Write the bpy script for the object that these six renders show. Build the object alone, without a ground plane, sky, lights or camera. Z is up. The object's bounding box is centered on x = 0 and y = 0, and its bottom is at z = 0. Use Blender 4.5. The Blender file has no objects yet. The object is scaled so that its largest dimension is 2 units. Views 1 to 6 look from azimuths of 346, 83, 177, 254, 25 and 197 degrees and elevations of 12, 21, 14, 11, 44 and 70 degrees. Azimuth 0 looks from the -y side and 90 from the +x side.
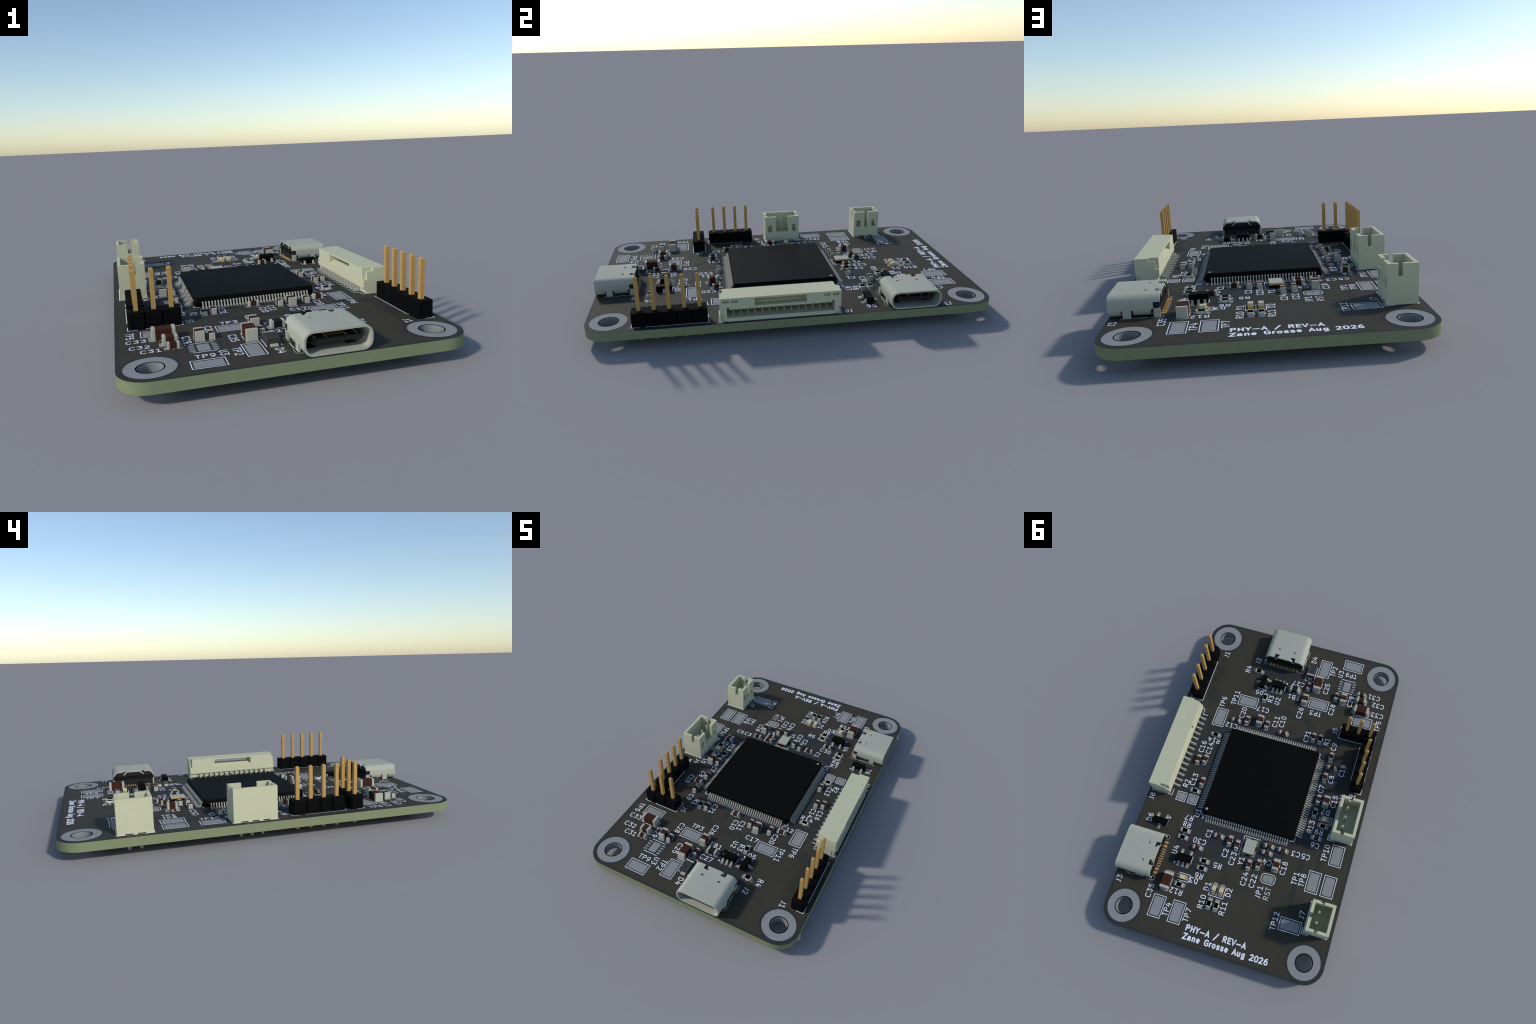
"""Small black circuit board with USB-C sockets, headers, plug sockets and a large square chip.
All sizes below are in millimetres of the real thing; S turns them into scene metres."""
import bpy, bmesh, math
from math import sin, cos, pi, radians
from mathutils import Vector, Matrix

S = 1.0 / 36.0
TOP = 3.36            # upper surface of the solder mask
BOTTOM = 1.76         # lower surface of the board
HALF_X, HALF_Y = 22.5, 36.0
CORNER = 4.0
HOLES = [(18.5, -32), (-18.5, -32), (18.5, 32), (-18.5, 32)]
PAD_Z = 0.035         # pads stand this proud of the mask
INK_Z = 0.05          # silkscreen ink height

# ------------------------------------------------------------------ materials
def material(name, colour, rough=0.6, spec=0.5, vary=0.05, grain=60.0, metallic=0.0, bump=0.0):
    m = bpy.data.materials.new(name)
    m.use_nodes = True
    t = m.node_tree
    b = t.nodes["Principled BSDF"]
    b.inputs["Roughness"].default_value = rough
    b.inputs["Specular IOR Level"].default_value = spec
    b.inputs["Metallic"].default_value = metallic
    co = t.nodes.new("ShaderNodeTexCoord")
    n = t.nodes.new("ShaderNodeTexNoise")
    n.inputs["Scale"].default_value = grain
    n.inputs["Detail"].default_value = 3
    t.links.new(co.outputs["Object"], n.inputs["Vector"])
    r = t.nodes.new("ShaderNodeValToRGB")
    r.color_ramp.elements[0].position = 0.3
    r.color_ramp.elements[1].position = 0.7
    r.color_ramp.elements[0].color = [c * (1 - vary) for c in colour] + [1]
    r.color_ramp.elements[1].color = [c * (1 + vary) for c in colour] + [1]
    t.links.new(n.outputs["Fac"], r.inputs["Fac"])
    t.links.new(r.outputs["Color"], b.inputs["Base Color"])
    if bump:
        bp = t.nodes.new("ShaderNodeBump")
        bp.inputs["Strength"].default_value = bump
        bp.inputs["Distance"].default_value = 0.001
        t.links.new(n.outputs["Fac"], bp.inputs["Height"])
        t.links.new(bp.outputs["Normal"], b.inputs["Normal"])
    return m

MASK = material("black_mask_over_copper", (0.0505, 0.0455, 0.0325), 0.7, 0.13, 0.04, 9)
MASK_BARE = material("black_mask_over_laminate", (0.036, 0.038, 0.038), 0.7, 0.13, 0.03, 9)
TRACK = material("mask_over_copper_track", (0.058, 0.048, 0.022), 0.7, 0.13, 0.04, 9)
LAMINATE = material("glass_fibre_laminate", (0.229, 0.253, 0.140), 0.9, 0.1, 0.04, 40)
PAD = material("tinned_pad", (0.270, 0.274, 0.268), 0.9, 0.15, 0.03, 30)
RING_DARK = material("dark_hole_rim", (0.0015, 0.0015, 0.0015), 0.9, 0.02, 0.0)
INK = material("white_ink", (0.84, 0.86, 0.92), 0.9, 0.1, 0.02, 80)
BLACK = material("black_epoxy", (0.0040, 0.0038, 0.0032), 0.65, 0.06, 0.1, 50)
SOCKET_GREY = material("dark_socket_plastic", (0.024, 0.023, 0.022), 0.8, 0.08, 0.05, 50)
HEADER_BLACK = material("black_header_plastic", (0.004, 0.004, 0.004), 0.85, 0.06, 0.1, 50)
RESIST = material("resistor_film", (0.0012, 0.0012, 0.0012), 0.9, 0.02, 0.0)
GREY_BODY = material("grey_diode_body", (0.05, 0.05, 0.05), 0.85, 0.1, 0.05, 40)
FERRITE = material("ferrite_grey", (0.017, 0.017, 0.017), 0.85, 0.1, 0.05, 40)
BROWN = material("brown_ceramic", (0.058, 0.020, 0.0125), 0.85, 0.1, 0.06, 60)
SILVER = material("tin_silver", (0.455, 0.445, 0.36), 0.85, 0.15, 0.03, 50)
SHELL = material("steel_shell", (0.425, 0.425, 0.345), 0.85, 0.15, 0.02, 30)
GOLD = material("gold_pin", (0.49, 0.293, 0.094), 0.85, 0.15, 0.05, 40)
GOLD_PALE = material("gold_terminal", (0.58, 0.32, 0.08), 0.85, 0.15, 0.05, 40)
CREAM = material("cream_plastic", (0.565, 0.555, 0.375), 0.85, 0.15, 0.02, 30)
CERAMIC = material("cream_ceramic", (0.60, 0.60, 0.45), 0.85, 0.15, 0.02, 40)
DOT = material("grey_dot_ink", (0.36, 0.33, 0.26), 0.85, 0.1, 0.03, 50)

# ------------------------------------------------------------------ scene graph
ROOT = bpy.data.objects.new("circuit_board", None)
bpy.context.scene.collection.objects.link(ROOT)
ROOT["label"] = "black circuit board with cream sockets, gold pins and square chip"
ROOT["category"] = "circuit board"

def place(name, mesh, parent=ROOT, loc=(0, 0, 0), rot=0.0, mat=None, stuff=False):
    """Link a mesh as a named part; loc in mm, rot in degrees about z."""
    o = bpy.data.objects.new(name, mesh)
    bpy.context.scene.collection.objects.link(o)
    o.parent = parent
    o.location = [c * S for c in loc]
    o.rotation_euler = (0, 0, radians(rot))
    if mat is not None and not mesh.materials:
        mesh.materials.append(mat)
    if stuff:
        o["kind"] = "stuff"
    return o

# ------------------------------------------------------------------ mesh helpers
class Shape:
    """Collects geometry in mm; mesh() scales it to metres."""
    def __init__(self):
        self.bm = bmesh.new()

    def box(self, x0, x1, y0, y1, z0, z1, bevel=0.0, seg=1):
        r = bmesh.ops.create_cube(self.bm, size=1.0)
        vs = r["verts"]
        for v in vs:
            v.co = Vector((x0 + (v.co.x + .5) * (x1 - x0), y0 + (v.co.y + .5) * (y1 - y0), z0 + (v.co.z + .5) * (z1 - z0)))
        if bevel:
            es = list({e for v in vs for e in v.link_edges})
            bmesh.ops.bevel(self.bm, geom=es, offset=bevel, segments=seg, profile=0.5, affect="EDGES")
        return self

    def prism(self, poly, a, b, axis="z", bevel=0.0):
        """Extrude a 2D polygon. axis z: (x,y); axis y: (x,z); axis x: (y,z)."""
        def at(p, h):
            return {"z": (p[0], p[1], h), "y": (p[0], h, p[1]), "x": (h, p[0], p[1])}[axis]
        lo = [self.bm.verts.new(at(p, a)) for p in poly]
        hi = [self.bm.verts.new(at(p, b)) for p in poly]
        fs = [self.bm.faces.new(lo), self.bm.faces.new(hi)]
        n = len(poly)
        for i in range(n):
            fs.append(self.bm.faces.new((lo[i], lo[(i + 1) % n], hi[(i + 1) % n], hi[i])))
        bmesh.ops.recalc_face_normals(self.bm, faces=fs)
        if bevel:
            es = list({e for f in fs for e in f.edges})
            bmesh.ops.bevel(self.bm, geom=es, offset=bevel, segments=1, profile=0.5, affect="EDGES")
        return self

    def frustum(self, x0, x1, y0, y1, z0, z1, inset):
        a = [(x0, y0), (x1, y0), (x1, y1), (x0, y1)]
        b = [(x0 + inset, y0 + inset), (x1 - inset, y0 + inset), (x1 - inset, y1 - inset), (x0 + inset, y1 - inset)]
        lo = [self.bm.verts.new((*p, z0)) for p in a]
        hi = [self.bm.verts.new((*p, z1)) for p in b]
        fs = [self.bm.faces.new(lo[::-1]), self.bm.faces.new(hi)]
        for i in range(4):
            fs.append(self.bm.faces.new((lo[i], lo[(i + 1) % 4], hi[(i + 1) % 4], hi[i])))
        return self

    def sheet(self, poly, z):
        self.bm.faces.new([self.bm.verts.new((p[0], p[1], z)) for p in poly])
        return self

    def annulus(self, r0, r1, z, n=72, cx=0, cy=0):
        a = [self.bm.verts.new((cx + r0 * cos(2 * pi * i / n), cy + r0 * sin(2 * pi * i / n), z)) for i in range(n)]
        b = [self.bm.verts.new((cx + r1 * cos(2 * pi * i / n), cy + r1 * sin(2 * pi * i / n), z)) for i in range(n)]
        for i in range(n):
            j = (i + 1) % n
            self.bm.faces.new((a[i], b[i], b[j], a[j]))
        return self

    def mesh(self, name, smooth=None, mat=None):
        bmesh.ops.scale(self.bm, vec=(S, S, S), verts=self.bm.verts)
        me = bpy.data.meshes.new(name)
        self.bm.to_mesh(me)
        self.bm.free()
        if smooth is not None:
            for p in me.polygons:
                p.use_smooth = True
            me.set_sharp_from_angle(angle=radians(smooth))
        if mat:
            me.materials.append(mat)
        return me

def cut(me, cutter):
    """Boolean difference of two meshes, applied."""
    a = bpy.data.objects.new("solid", me)
    b = bpy.data.objects.new("cutter", cutter)
    for o in (a, b):
        bpy.context.scene.collection.objects.link(o)
    m = a.modifiers.new("cut", "BOOLEAN")
    m.operation, m.object, m.solver = "DIFFERENCE", b, "EXACT"
    m.use_self = True
    dg = bpy.context.evaluated_depsgraph_get()
    dg.update()
    out = bpy.data.meshes.new_from_object(a.evaluated_get(dg))
    out.name = me.name
    bpy.data.objects.remove(a)
    bpy.data.objects.remove(b)
    return out

def rounded_rect(x0, x1, y0, y1, r, n=8):
    pts = []
    for cx, cy, a in ((x1 - r, y1 - r, 0), (x0 + r, y1 - r, 90), (x0 + r, y0 + r, 180), (x1 - r, y0 + r, 270)):
        for i in range(n + 1):
            t = radians(a + 90 * i / n)
            pts.append((cx + r * cos(t), cy + r * sin(t)))
    return pts

def disc(cx, cy, r, n=24):
    return [(cx + r * cos(2 * pi * i / n), cy + r * sin(2 * pi * i / n)) for i in range(n)]

# ------------------------------------------------------------------ flat strokes (ink and copper)
class Strokes:
    """Flat rounded strokes; overlapping strokes are put on slightly different levels."""
    def __init__(self, step=0.0035):
        self.items, self.step = [], step

    def line(self, pts, w):
        self.items.append((pts, w / 2, None))
        return self

    def area(self, pts):
        self.items.append((pts, 0, "fill"))
        return self

    @staticmethod
    def outline(pts, h):
        closed = len(pts) > 2 and (Vector(pts[0]) - Vector(pts[-1])).length < 1e-6
        p = [Vector(q) for q in (pts[:-1] if closed else pts)]
        n = len(p)
        left, right = [], []
        for i in range(n):
            a = p[i - 1] if (i or closed) else None
            b = p[(i + 1) % n] if (i < n - 1 or closed) else None
            d0 = (p[i] - a).normalized() if a is not None else None
            d1 = (b - p[i]).normalized() if b is not None else None
            d0, d1 = d0 or d1, d1 or d0
            t = d0 + d1
            t = t.normalized() if t.length > 1e-4 else d0
            nn = Vector((-t.y, t.x))
            k = 1 / max(0.45, nn.dot(Vector((-d0.y, d0.x))))
            left.append(p[i] + nn * h * k)
            right.append(p[i] - nn * h * k)
        return p, left, right, closed

    def mesh(self, name, z, mat):
        s = Shape()
        levels = []
        for pts, h, kind in self.items:
            xs, ys = [q[0] for q in pts], [q[1] for q in pts]
            bb = (min(xs) - h, max(xs) + h, min(ys) - h, max(ys) + h)
            used = {l for l, b in levels if b[0] < bb[1] and b[1] > bb[0] and b[2] < bb[3] and b[3] > bb[2]}
            l = next(i for i in range(999) if i not in used)
            levels.append((l, bb))
            zz = z + l * self.step
            if kind == "fill":
                s.sheet(pts, zz)
                continue
            p, L, R, closed = self.outline(pts, h)
            vl = [s.bm.verts.new((*v, zz)) for v in L]
            vr = [s.bm.verts.new((*v, zz)) for v in R]
            n = len(p)
            for i in range(n if closed else n - 1):
                j = (i + 1) % n
                s.bm.faces.new((vr[i], vr[j], vl[j], vl[i]))
            if not closed:
                for k, (c, other) in ((0, (p[0], p[1])), (n - 1, (p[-1], p[-2]))):
                    d = (c - other).normalized()
                    a0 = math.atan2(d.y, d.x)
                    arc = [s.bm.verts.new((c.x + h * cos(a0 + t), c.y + h * sin(a0 + t), zz)) for t in [pi / 2 - pi * i / 6 for i in range(1, 6)]]
                    first, last = (vr[0], vl[0]) if k == 0 else (vl[-1], vr[-1])
                    s.bm.faces.new([first] + arc + [last])
        for f in s.bm.faces:
            f.normal_update()
            if f.normal.z < 0:
                f.normal_flip()
        return s.mesh(name, mat=mat)

# ------------------------------------------------------------------ stroke lettering
def arc(cx, cy, rx, ry, a0, a1, n=10):
    return [(cx + rx * cos(radians(a0 + (a1 - a0) * i / n)), cy + ry * sin(radians(a0 + (a1 - a0) * i / n))) for i in range(n + 1)]

GLYPH = {}
def glyph(ch, advance, *strokes):
    GLYPH[ch] = (advance, strokes)

glyph(" ", 0.76)
glyph("-", 1.24, [(.24, .38), (1.0, .38)])
glyph("/", 1.05, [(.19, -.2), (.9, 1.08)])
glyph("0", .952, arc(.476, .69, .29, .31, 0, 180) + arc(.476, .31, .29, .31, 180, 360) + [(.766, .69)])
glyph("1", .952, [(.2, .82), (.34, .87), (.48, 1.0), (.48, 0)], [(.2, 0), (.77, 0)])
glyph("2", .952, arc(.46, .74, .27, .26, 160, -25) + [(.2, 0), (.78, 0)])
glyph("3", .952, [(.17, 1.0), (.77, 1.0), (.45, .62)] + arc(.47, .31, .30, .31, 80, -150))
glyph("4", .952, [(.67, .67), (.67, 0)], [(.46, 1.04), (.19, .33), (.82, .33)])
glyph("5", .952, [(.71, 1.0), (.25, 1.0), (.2, .54)] + arc(.46, .32, .30, .32, 125, -150))
glyph("6", .952, [(.68, 1.0), (.52, 1.0), (.36, .88), (.25, .68), (.205, .42)], arc(.48, .31, .28, .31, 0, 360, 16))
glyph("7", .952, [(.15, 1.0), (.81, 1.0), (.38, 0)])
glyph("8", .952, arc(.476, .77, .23, .23, -90, 270, 16), arc(.476, .27, .29, .27, 90, 450, 16))
glyph("9", .952, [(.27, 0), (.43, 0), (.59, .12), (.70, .32), (.745, .58)], arc(.47, .69, .28, .31, 0, 360, 16))
glyph("A", .857, [(.1, 0), (.43, 1.0), (.76, 0)], [(.2, .29), (.66, .29)])
glyph("B", 1.0, [(.24, 0), (.24, 1.0)], [(.24, 1.0), (.5, 1.0)] + arc(.5, .765, .24, .235, 90, -90, 8) + [(.24, .53)],
      [(.24, 0), (.52, 0)] + arc(.52, .265, .28, .265, -90, 90, 8))
glyph("C", 1.0, arc(.54, .70, .34, .30, 35, 180) + arc(.54, .30, .34, .30, 180, 325))
glyph("D", 1.0, [(.24, 0), (.24, 1.0), (.44, 1.0)] + arc(.44, .5, .38, .5, 90, -90, 12) + [(.24, 0)])
glyph("E", .905, [(.72, 1.0), (.24, 1.0), (.24, 0), (.74, 0)], [(.24, .52), (.6, .52)])
glyph("F", .857, [(.72, 1.0), (.24, 1.0), (.24, 0)], [(.24, .52), (.6, .52)])
glyph("G", 1.0, arc(.54, .70, .34, .30, 40, 180) + arc(.54, .30, .34, .30, 180, 300) + [(.84, .12), (.84, .48), (.62, .48)])
glyph("H", 1.048, [(.24, 0), (.24, 1.0)], [(.81, 0), (.81, 1.0)], [(.24, .52), (.81, .52)])
glyph("J", .76, [(.5, 1.0), (.5, .28)] + arc(.26, .25, .24, .25, 0, -90, 6))
glyph("P", 1.0, [(.24, 0), (.24, 1.0)], [(.24, 1.0), (.56, 1.0)] + arc(.56, .745, .26, .255, 90, -90, 8) + [(.24, .49)])
glyph("R", 1.0, [(.24, 0), (.24, 1.0)], [(.24, 1.0), (.56, 1.0)] + arc(.56, .755, .25, .245, 90, -90, 8) + [(.24, .51)], [(.49, .5), (.82, 0)])
glyph("S", .952, arc(.47, .76, .29, .24, 25, 235) + arc(.47, .25, .31, .25, 60, -155))
glyph("T", .762, [(.1, 1.0), (.67, 1.0)], [(.385, 1.0), (.385, 0)])
glyph("U", 1.048, [(.24, 1.0), (.24, .28)] + arc(.525, .28, .285, .28, 180, 360) + [(.81, 1.0)])
glyph("V", .857, [(.1, 1.0), (.43, 0), (.76, 1.0)])
glyph("Y", .857, [(.1, 1.0), (.43, .5), (.76, 1.0)], [(.43, .5), (.43, 0)])
glyph("Z", .952, [(.14, 1.0), (.81, 1.0), (.14, 0), (.81, 0)])
glyph("a", .905, arc(.45, .5, .22, .18, 160, 0, 6) + [(.67, 0)], [(.67, .39), (.42, .38)] + arc(.42, .19, .22, .19, 90, 270, 8) + [(.58, .03), (.66, .1)])
glyph("e", .86, [(.2, .36), (.66, .36)], arc(.43, .34, .23, .34, 5, 315, 14))
glyph("g", .905, arc(.44, .35, .22, .33, 0, 360, 16), [(.67, .67), (.67, -.12)] + arc(.43, -.12, .24, .2, 0, -140, 6))
glyph("n", .905, [(.24, .68), (.24, 0)], [(.24, .5)] + arc(.45, .46, .22, .22, 140, 0, 8) + [(.67, 0)])
glyph("o", .905, arc(.45, .34, .25, .34, 0, 360, 16))
glyph("r", .62, [(.24, .68), (.24, 0)], [(.24, .42)] + arc(.46, .42, .22, .26, 160, 85, 5))
glyph("s", .81, arc(.4, .52, .2, .16, 30, 230, 8) + arc(.4, .16, .22, .18, 70, -155, 8))
glyph("u", .905, [(.24, .68), (.24, .24)] + arc(.45, .24, .21, .24, 180, 310, 8) + [(.67, .18)], [(.67, .68), (.67, 0)])

TURN = {"U": -90, "L": 0, "R": 180}

def letter_mesh(text, weight, size=1.0, left=False):
    st = Strokes()
    total = sum(GLYPH[c][0] for c in text)
    x = 0 if left else -total / 2
    for c in text:
        adv, strokes = GLYPH[c]
        for s in strokes:
            st.line([((x + px) * size, (py - .5) * size) for px, py in s], weight)
        x += adv
    return st.mesh("silkscreen_label", 0, INK)

LABELS = [
    ("J1", 17.35, -27.85, "U"), ("R4", 11.34, -25.63, "U"), ("J2", 9.84, -28.38, "U"), ("D4", -2.60, -32.29, "U"),
    ("TP2", -7.68, -30.74, "U"), ("U3", -9.39, -30.48, "U"), ("TP9", -11.71, -30.79, "L"), ("C27", -0.78, -25.27, "L"),
    ("D5", 7.11, -20.68, "L"), ("R3", 4.14, -19.76, "U"), ("U2", 2.58, -19.68, "U"), ("TP11", 11.89, -17.86, "U"),
    ("FB1", -0.59, -21.69, "L"), ("C25", -7.19, -25.86, "U"), ("C20", 9.07, -14.71, "U"), ("C17", 5.04, -16.73, "L"),
    ("C26", -3.08, -18.33, "U"), ("TP3", -6.40, -19.21, "L"), ("C28", -9.69, -21.15, "U"), ("C29", -13.20, -24.31, "U"),
    ("C31", -18.07, -26.80, "L"), ("C32", -19.40, -25.05, "L"), ("C33", -19.75, -22.67, "L"), ("TP5", -20.50, -20.20, "U"),
    ("C12", 10.58, -11.00, "L"), ("C11", 1.41, -14.71, "U"), ("C10", -0.02, -15.12, "U"), ("C21", -6.18, -13.31, "U"),
    ("R1", -10.68, -13.29, "U"), ("J5", -11.76, -16.32, "U"), ("C9", -12.49, -12.58, "U"), ("TP6", 14.20, -16.08, "U"),
    ("C16", 14.98, -4.39, "U"), ("C14", 13.39, -4.45, "U"), ("R14", 13.07, -6.51, "L"), ("C13", 14.17, 3.29, "U"),
    ("R2", 15.43, 4.58, "U"), ("J8", 21.44, 9.32, "U"), ("U1", 10.92, 10.04, "U"), ("D6", 20.13, 13.72, "U"),
    ("R7", 12.21, 11.57, "L"), ("R8", 12.18, 12.99, "L"), ("C1", 7.21, 13.46, "U"), ("C30", 8.50, 15.59, "L"),
    ("U4", 12.63, 18.65, "U"), ("C2", 2.71, 16.35, "U"), ("C23", 0.90, 17.03, "U"), ("Y1", -0.91, 16.93, "U"),
    ("R5", 3.34, 19.29, "L"), ("R6", 6.23, 22.28, "L"), ("D3", 6.93, 23.45, "L"), ("J3", 21.44, 27.34, "U"),
    ("C35", 14.65, 27.84, "U"), ("R12", 9.57, 26.49, "L"), ("D1", 3.97, 23.77, "U"), ("D2", -0.55, 23.71, "U"),
    ("R10", 4.02, 26.91, "U"), ("R11", -0.45, 26.94, "U"), ("TP4", 10.12, 30.25, "U"), ("TP7", 5.90, 30.12, "U"),
    ("C19", -15.64, -7.74, "U"), ("C8", -13.84, -5.15, "U"), ("C7", -12.40, -2.47, "U"), ("C15", -15.75, -0.56, "U"),
    ("D7", -14.66, 2.18, "L"), ("R13", -12.54, 6.08, "U"), ("R9", -14.45, 6.66, "L"), ("C6", -14.40, 9.56, "L"),
    ("TP10", -16.87, 10.44, "U"), ("C3", -11.15, 12.41, "L"), ("C5", -13.21, 12.38, "L"), ("C4", -6.10, 15.72, "L"),
    ("C18", -9.62, 15.90, "U"), ("C24", -2.64, 20.22, "U"), ("C22", -4.43, 20.14, "U"), ("JP1", -6.24, 21.85, "U"),
    ("TP1", -12.43, 17.11, "U"), ("TP8", -13.87, 17.06, "U"), ("J7", -15.70, 23.60, "U"), ("TP12", -10.87, 26.20, "U"),
    ("J6", -19.2, -2.65, "L"), ("J4", -17.25, -2.01, "U"),
]

def lettering():
    for t, x, y, d in LABELS:
        place("silkscreen_label", letter_mesh(t, .15), loc=(x, y, TOP + INK_Z), rot=TURN[d])
    place("silkscreen_label", letter_mesh("RST", .10), loc=(-7.91, 21.77, TOP + INK_Z), rot=TURN["U"])
    place("silkscreen_title", letter_mesh("PHY-A / REV-A", .26, 1.0, True), loc=(5.40, 32.36, TOP + INK_Z), rot=180)
    place("silkscreen_title", letter_mesh("Zane Grosse Aug 2026", .26, 1.0, True), loc=(5.40, 33.98, TOP + INK_Z), rot=180)

# ------------------------------------------------------------------ the bare board
def board():
    def slab(name, z0, z1, mat, hole):
        me = Shape().prism(rounded_rect(-HALF_X, HALF_X, -HALF_Y, HALF_Y, CORNER, 16), z0, z1).mesh(name)
        c = Shape()
        for x, y in HOLES:
            c.prism(disc(x, y, hole, 64), z0 - 1, z1 + 1)
        me = cut(me, c.mesh("drill"))
        for p in me.polygons:
            p.use_smooth = True
        me.set_sharp_from_angle(angle=radians(30))
        me.materials.clear()
        return place(name, me, mat=mat)
    slab("laminate_panel", BOTTOM + .02, TOP - .02, LAMINATE, 1.64)
    slab("solder_mask", TOP - .02, TOP, MASK, 1.75)
    slab("solder_mask", BOTTOM, BOTTOM + .02, MASK, 1.75)
    ring = Shape()
    n = 72
    ring.annulus(1.77, 3.2, TOP + PAD_Z, n)
    # plated barrel wall
    a = [ring.bm.verts.new((1.6 * cos(2 * pi * i / n), 1.6 * sin(2 * pi * i / n), TOP + .015)) for i in range(n)]
    b = [ring.bm.verts.new((1.6 * cos(2 * pi * i / n), 1.6 * sin(2 * pi * i / n), BOTTOM - .02)) for i in range(n)]
    for i in range(n):
        j = (i + 1) % n
        ring.bm.faces.new((a[i], b[i], b[j], a[j])).smooth = True
    ring.annulus(1.6, 3.2, BOTTOM - .03, n)
    rm = ring.mesh("mounting_ring", mat=PAD)
    rim = Shape().annulus(1.595, 1.79, TOP + .03, n).mesh("hole_rim", mat=RING_DARK)
    for x, y in HOLES:
        o = place("mounting_ring", rm, loc=(x, y, 0))
        place("hole_rim", rim, parent=o)

# ------------------------------------------------------------------ copper artwork under the mask
def artwork():
    bare = Strokes(0.002)
    # strip without copper along the board edge, and rings round the holes
    e = .28
    bare.line(rounded_rect(-HALF_X + e, HALF_X - e, -HALF_Y + e, HALF_Y - e, CORNER - e, 14) + [(HALF_X - e, HALF_Y - CORNER)], .5)
    for x, y in HOLES:
        bare.line([(x + 3.45 * cos(t * pi / 24), y + 3.45 * sin(t * pi / 24)) for t in range(49)], .5)
    # open areas between the dense parts
    for poly in (
        [(10.2, -10.2), (12.4, -10.2), (14.5, -12.5), (18.5, -12.5), (18.5, 6.5), (13, 6.5), (12.2, 10.4), (10.2, 10.2)],
        [(10.4, 10.3), (12.9, 13.2), (13, 21.5), (9, 23.2), (5, 21.6), (2.8, 18.2), (-.2, 16.2), (-.2, 10.3)],
        [(-.3, 10.3), (-10.2, 10.3), (-9, 14.8), (-4.6, 15.6), (-.3, 16.0)],
        [(-10.3, 10.2), (-15.6, 9.4), (-16.4, 3), (-16.2, -9), (-12.2, -11.2), (-10.3, -10.2)],
        [(10.2, -10.3), (-10.2, -10.3), (-8.8, -12.2), (1.2, -12.0), (3.6, -15), (9, -14.6), (11.2, -12.8)],
        [(-1.5, -28.3), (8.6, -28.3), (8.3, -21.2), (5.2, -18.6), (1.2, -22), (-1.6, -24.8)],
        [(-14.0, -29), (-9.3, -29.2), (-8.7, -25.2), (-13.6, -25.6)],
    ):
        bare.area(poly)
    # clearance round isolated test pads
    for x, y, lx, ly in TEST_PADS:
        bare.line(rounded_rect(x - lx / 2 - .2, x + lx / 2 + .2, y - ly / 2 - .2, y + ly / 2 + .2, .3, 3) + [(x + lx / 2 + .2, y + ly / 2 - .1)], .55)
    tracks = [
        [(-10.6, 11.9), (-12.2, 12.2), (-12.8, 13.2), (-12.8, 22.3), (-13.6, 23.4), (-14.5, 23.6)],
        [(-16.1, 10.4), (-16.15, 12.2), (-16.3, 13.9), (-16.1, 14.6)],
        [(18.7, -24.3), (17.6, -24.3), (17.2, -23.9), (17.2, -18.2), (16.8, -17.2), (14.4, -15.6), (11.5, -15.2)],
        [(18.7, -21.8), (17.9, -21.8), (17.5, -21.3), (17.5, -18.6), (17.9, -17), (16.4, -15)],
        [(17.6, -26.4), (16.8, -26.4)],
        [(3.6, -17.6), (3.6, -18.8), (4.0, -20.4)],
        [(3.6, -17.6), (3.1, -17.2), (-4.8, -17.1), (-6.2, -15.8), (-6.2, -13.9)],
        [(3.3, -17.9), (2.9, -17.6), (-4.9, -17.5), (-6.6, -15.9), (-6.6, -14.2)],
        [(-2.8, -14.3), (-2.8, -13.2), (-2.6, -12.2)],
        [(7.6, 20.2), (5.6, 18.6), (2.9, 17.9), (1.5, 19.8), (1.4, 21.2), (2.2, 22.4)],
        [(1.2, 20.2), (1.2, 21.6), (.9, 22.4)],
        [(8.2, 12.0), (8.4, 14.6), (9.9, 15.8)],
        [(7.5, 12.0), (7.7, 14.9), (6.4, 17.1), (6.0, 18.2)],
        [(14.0, -13.8), (14.9, -13.4), (14.9, -10.6), (13.6, -8.8)],
        [(16.6, -8.1), (15.4, -8.1), (14.6, -6.9), (11.5, -6.0)],
        [(16.6, -6.9), (15.6, -6.9), (14.6, -5.6), (11.5, -5.0)],
        [(16.6, -4.4), (15.6, -4.3), (11.5, -3.6)],
        [(16.6, -3.1), (15.8, -2.6), (15.6, -.2), (14.6, .9), (12.6, .9), (11.5, -.6)],
        [(16.6, 1.8), (15.4, 1.6), (14.6, .3 + 1.2), (12.7, 1.5), (11.6, .6)],
        [(16.6, 3.0), (15.2, 3.0)],
        [(-12.9, -11.4), (-14.8, -11.0), (-15.2, -9.2)],
        [(-17.2, -11.4), (-16.9, -6.2), (-16.9, -2.6)],
        [(1.6, -26.9), (1.6, -25.0)], [(2.6, -26.9), (2.6, -25.0)], [(4.6, -26.9), (4.8, -24.6)],
    ]
    for t in tracks:
        bare.line(t, 1.05)
    place("bare_mask_area", bare.mesh("bare_mask_area", TOP + .004, MASK_BARE), stuff=True)
    tr = Strokes(0.002)
    for t in tracks:
        tr.line(t, .2)
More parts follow.
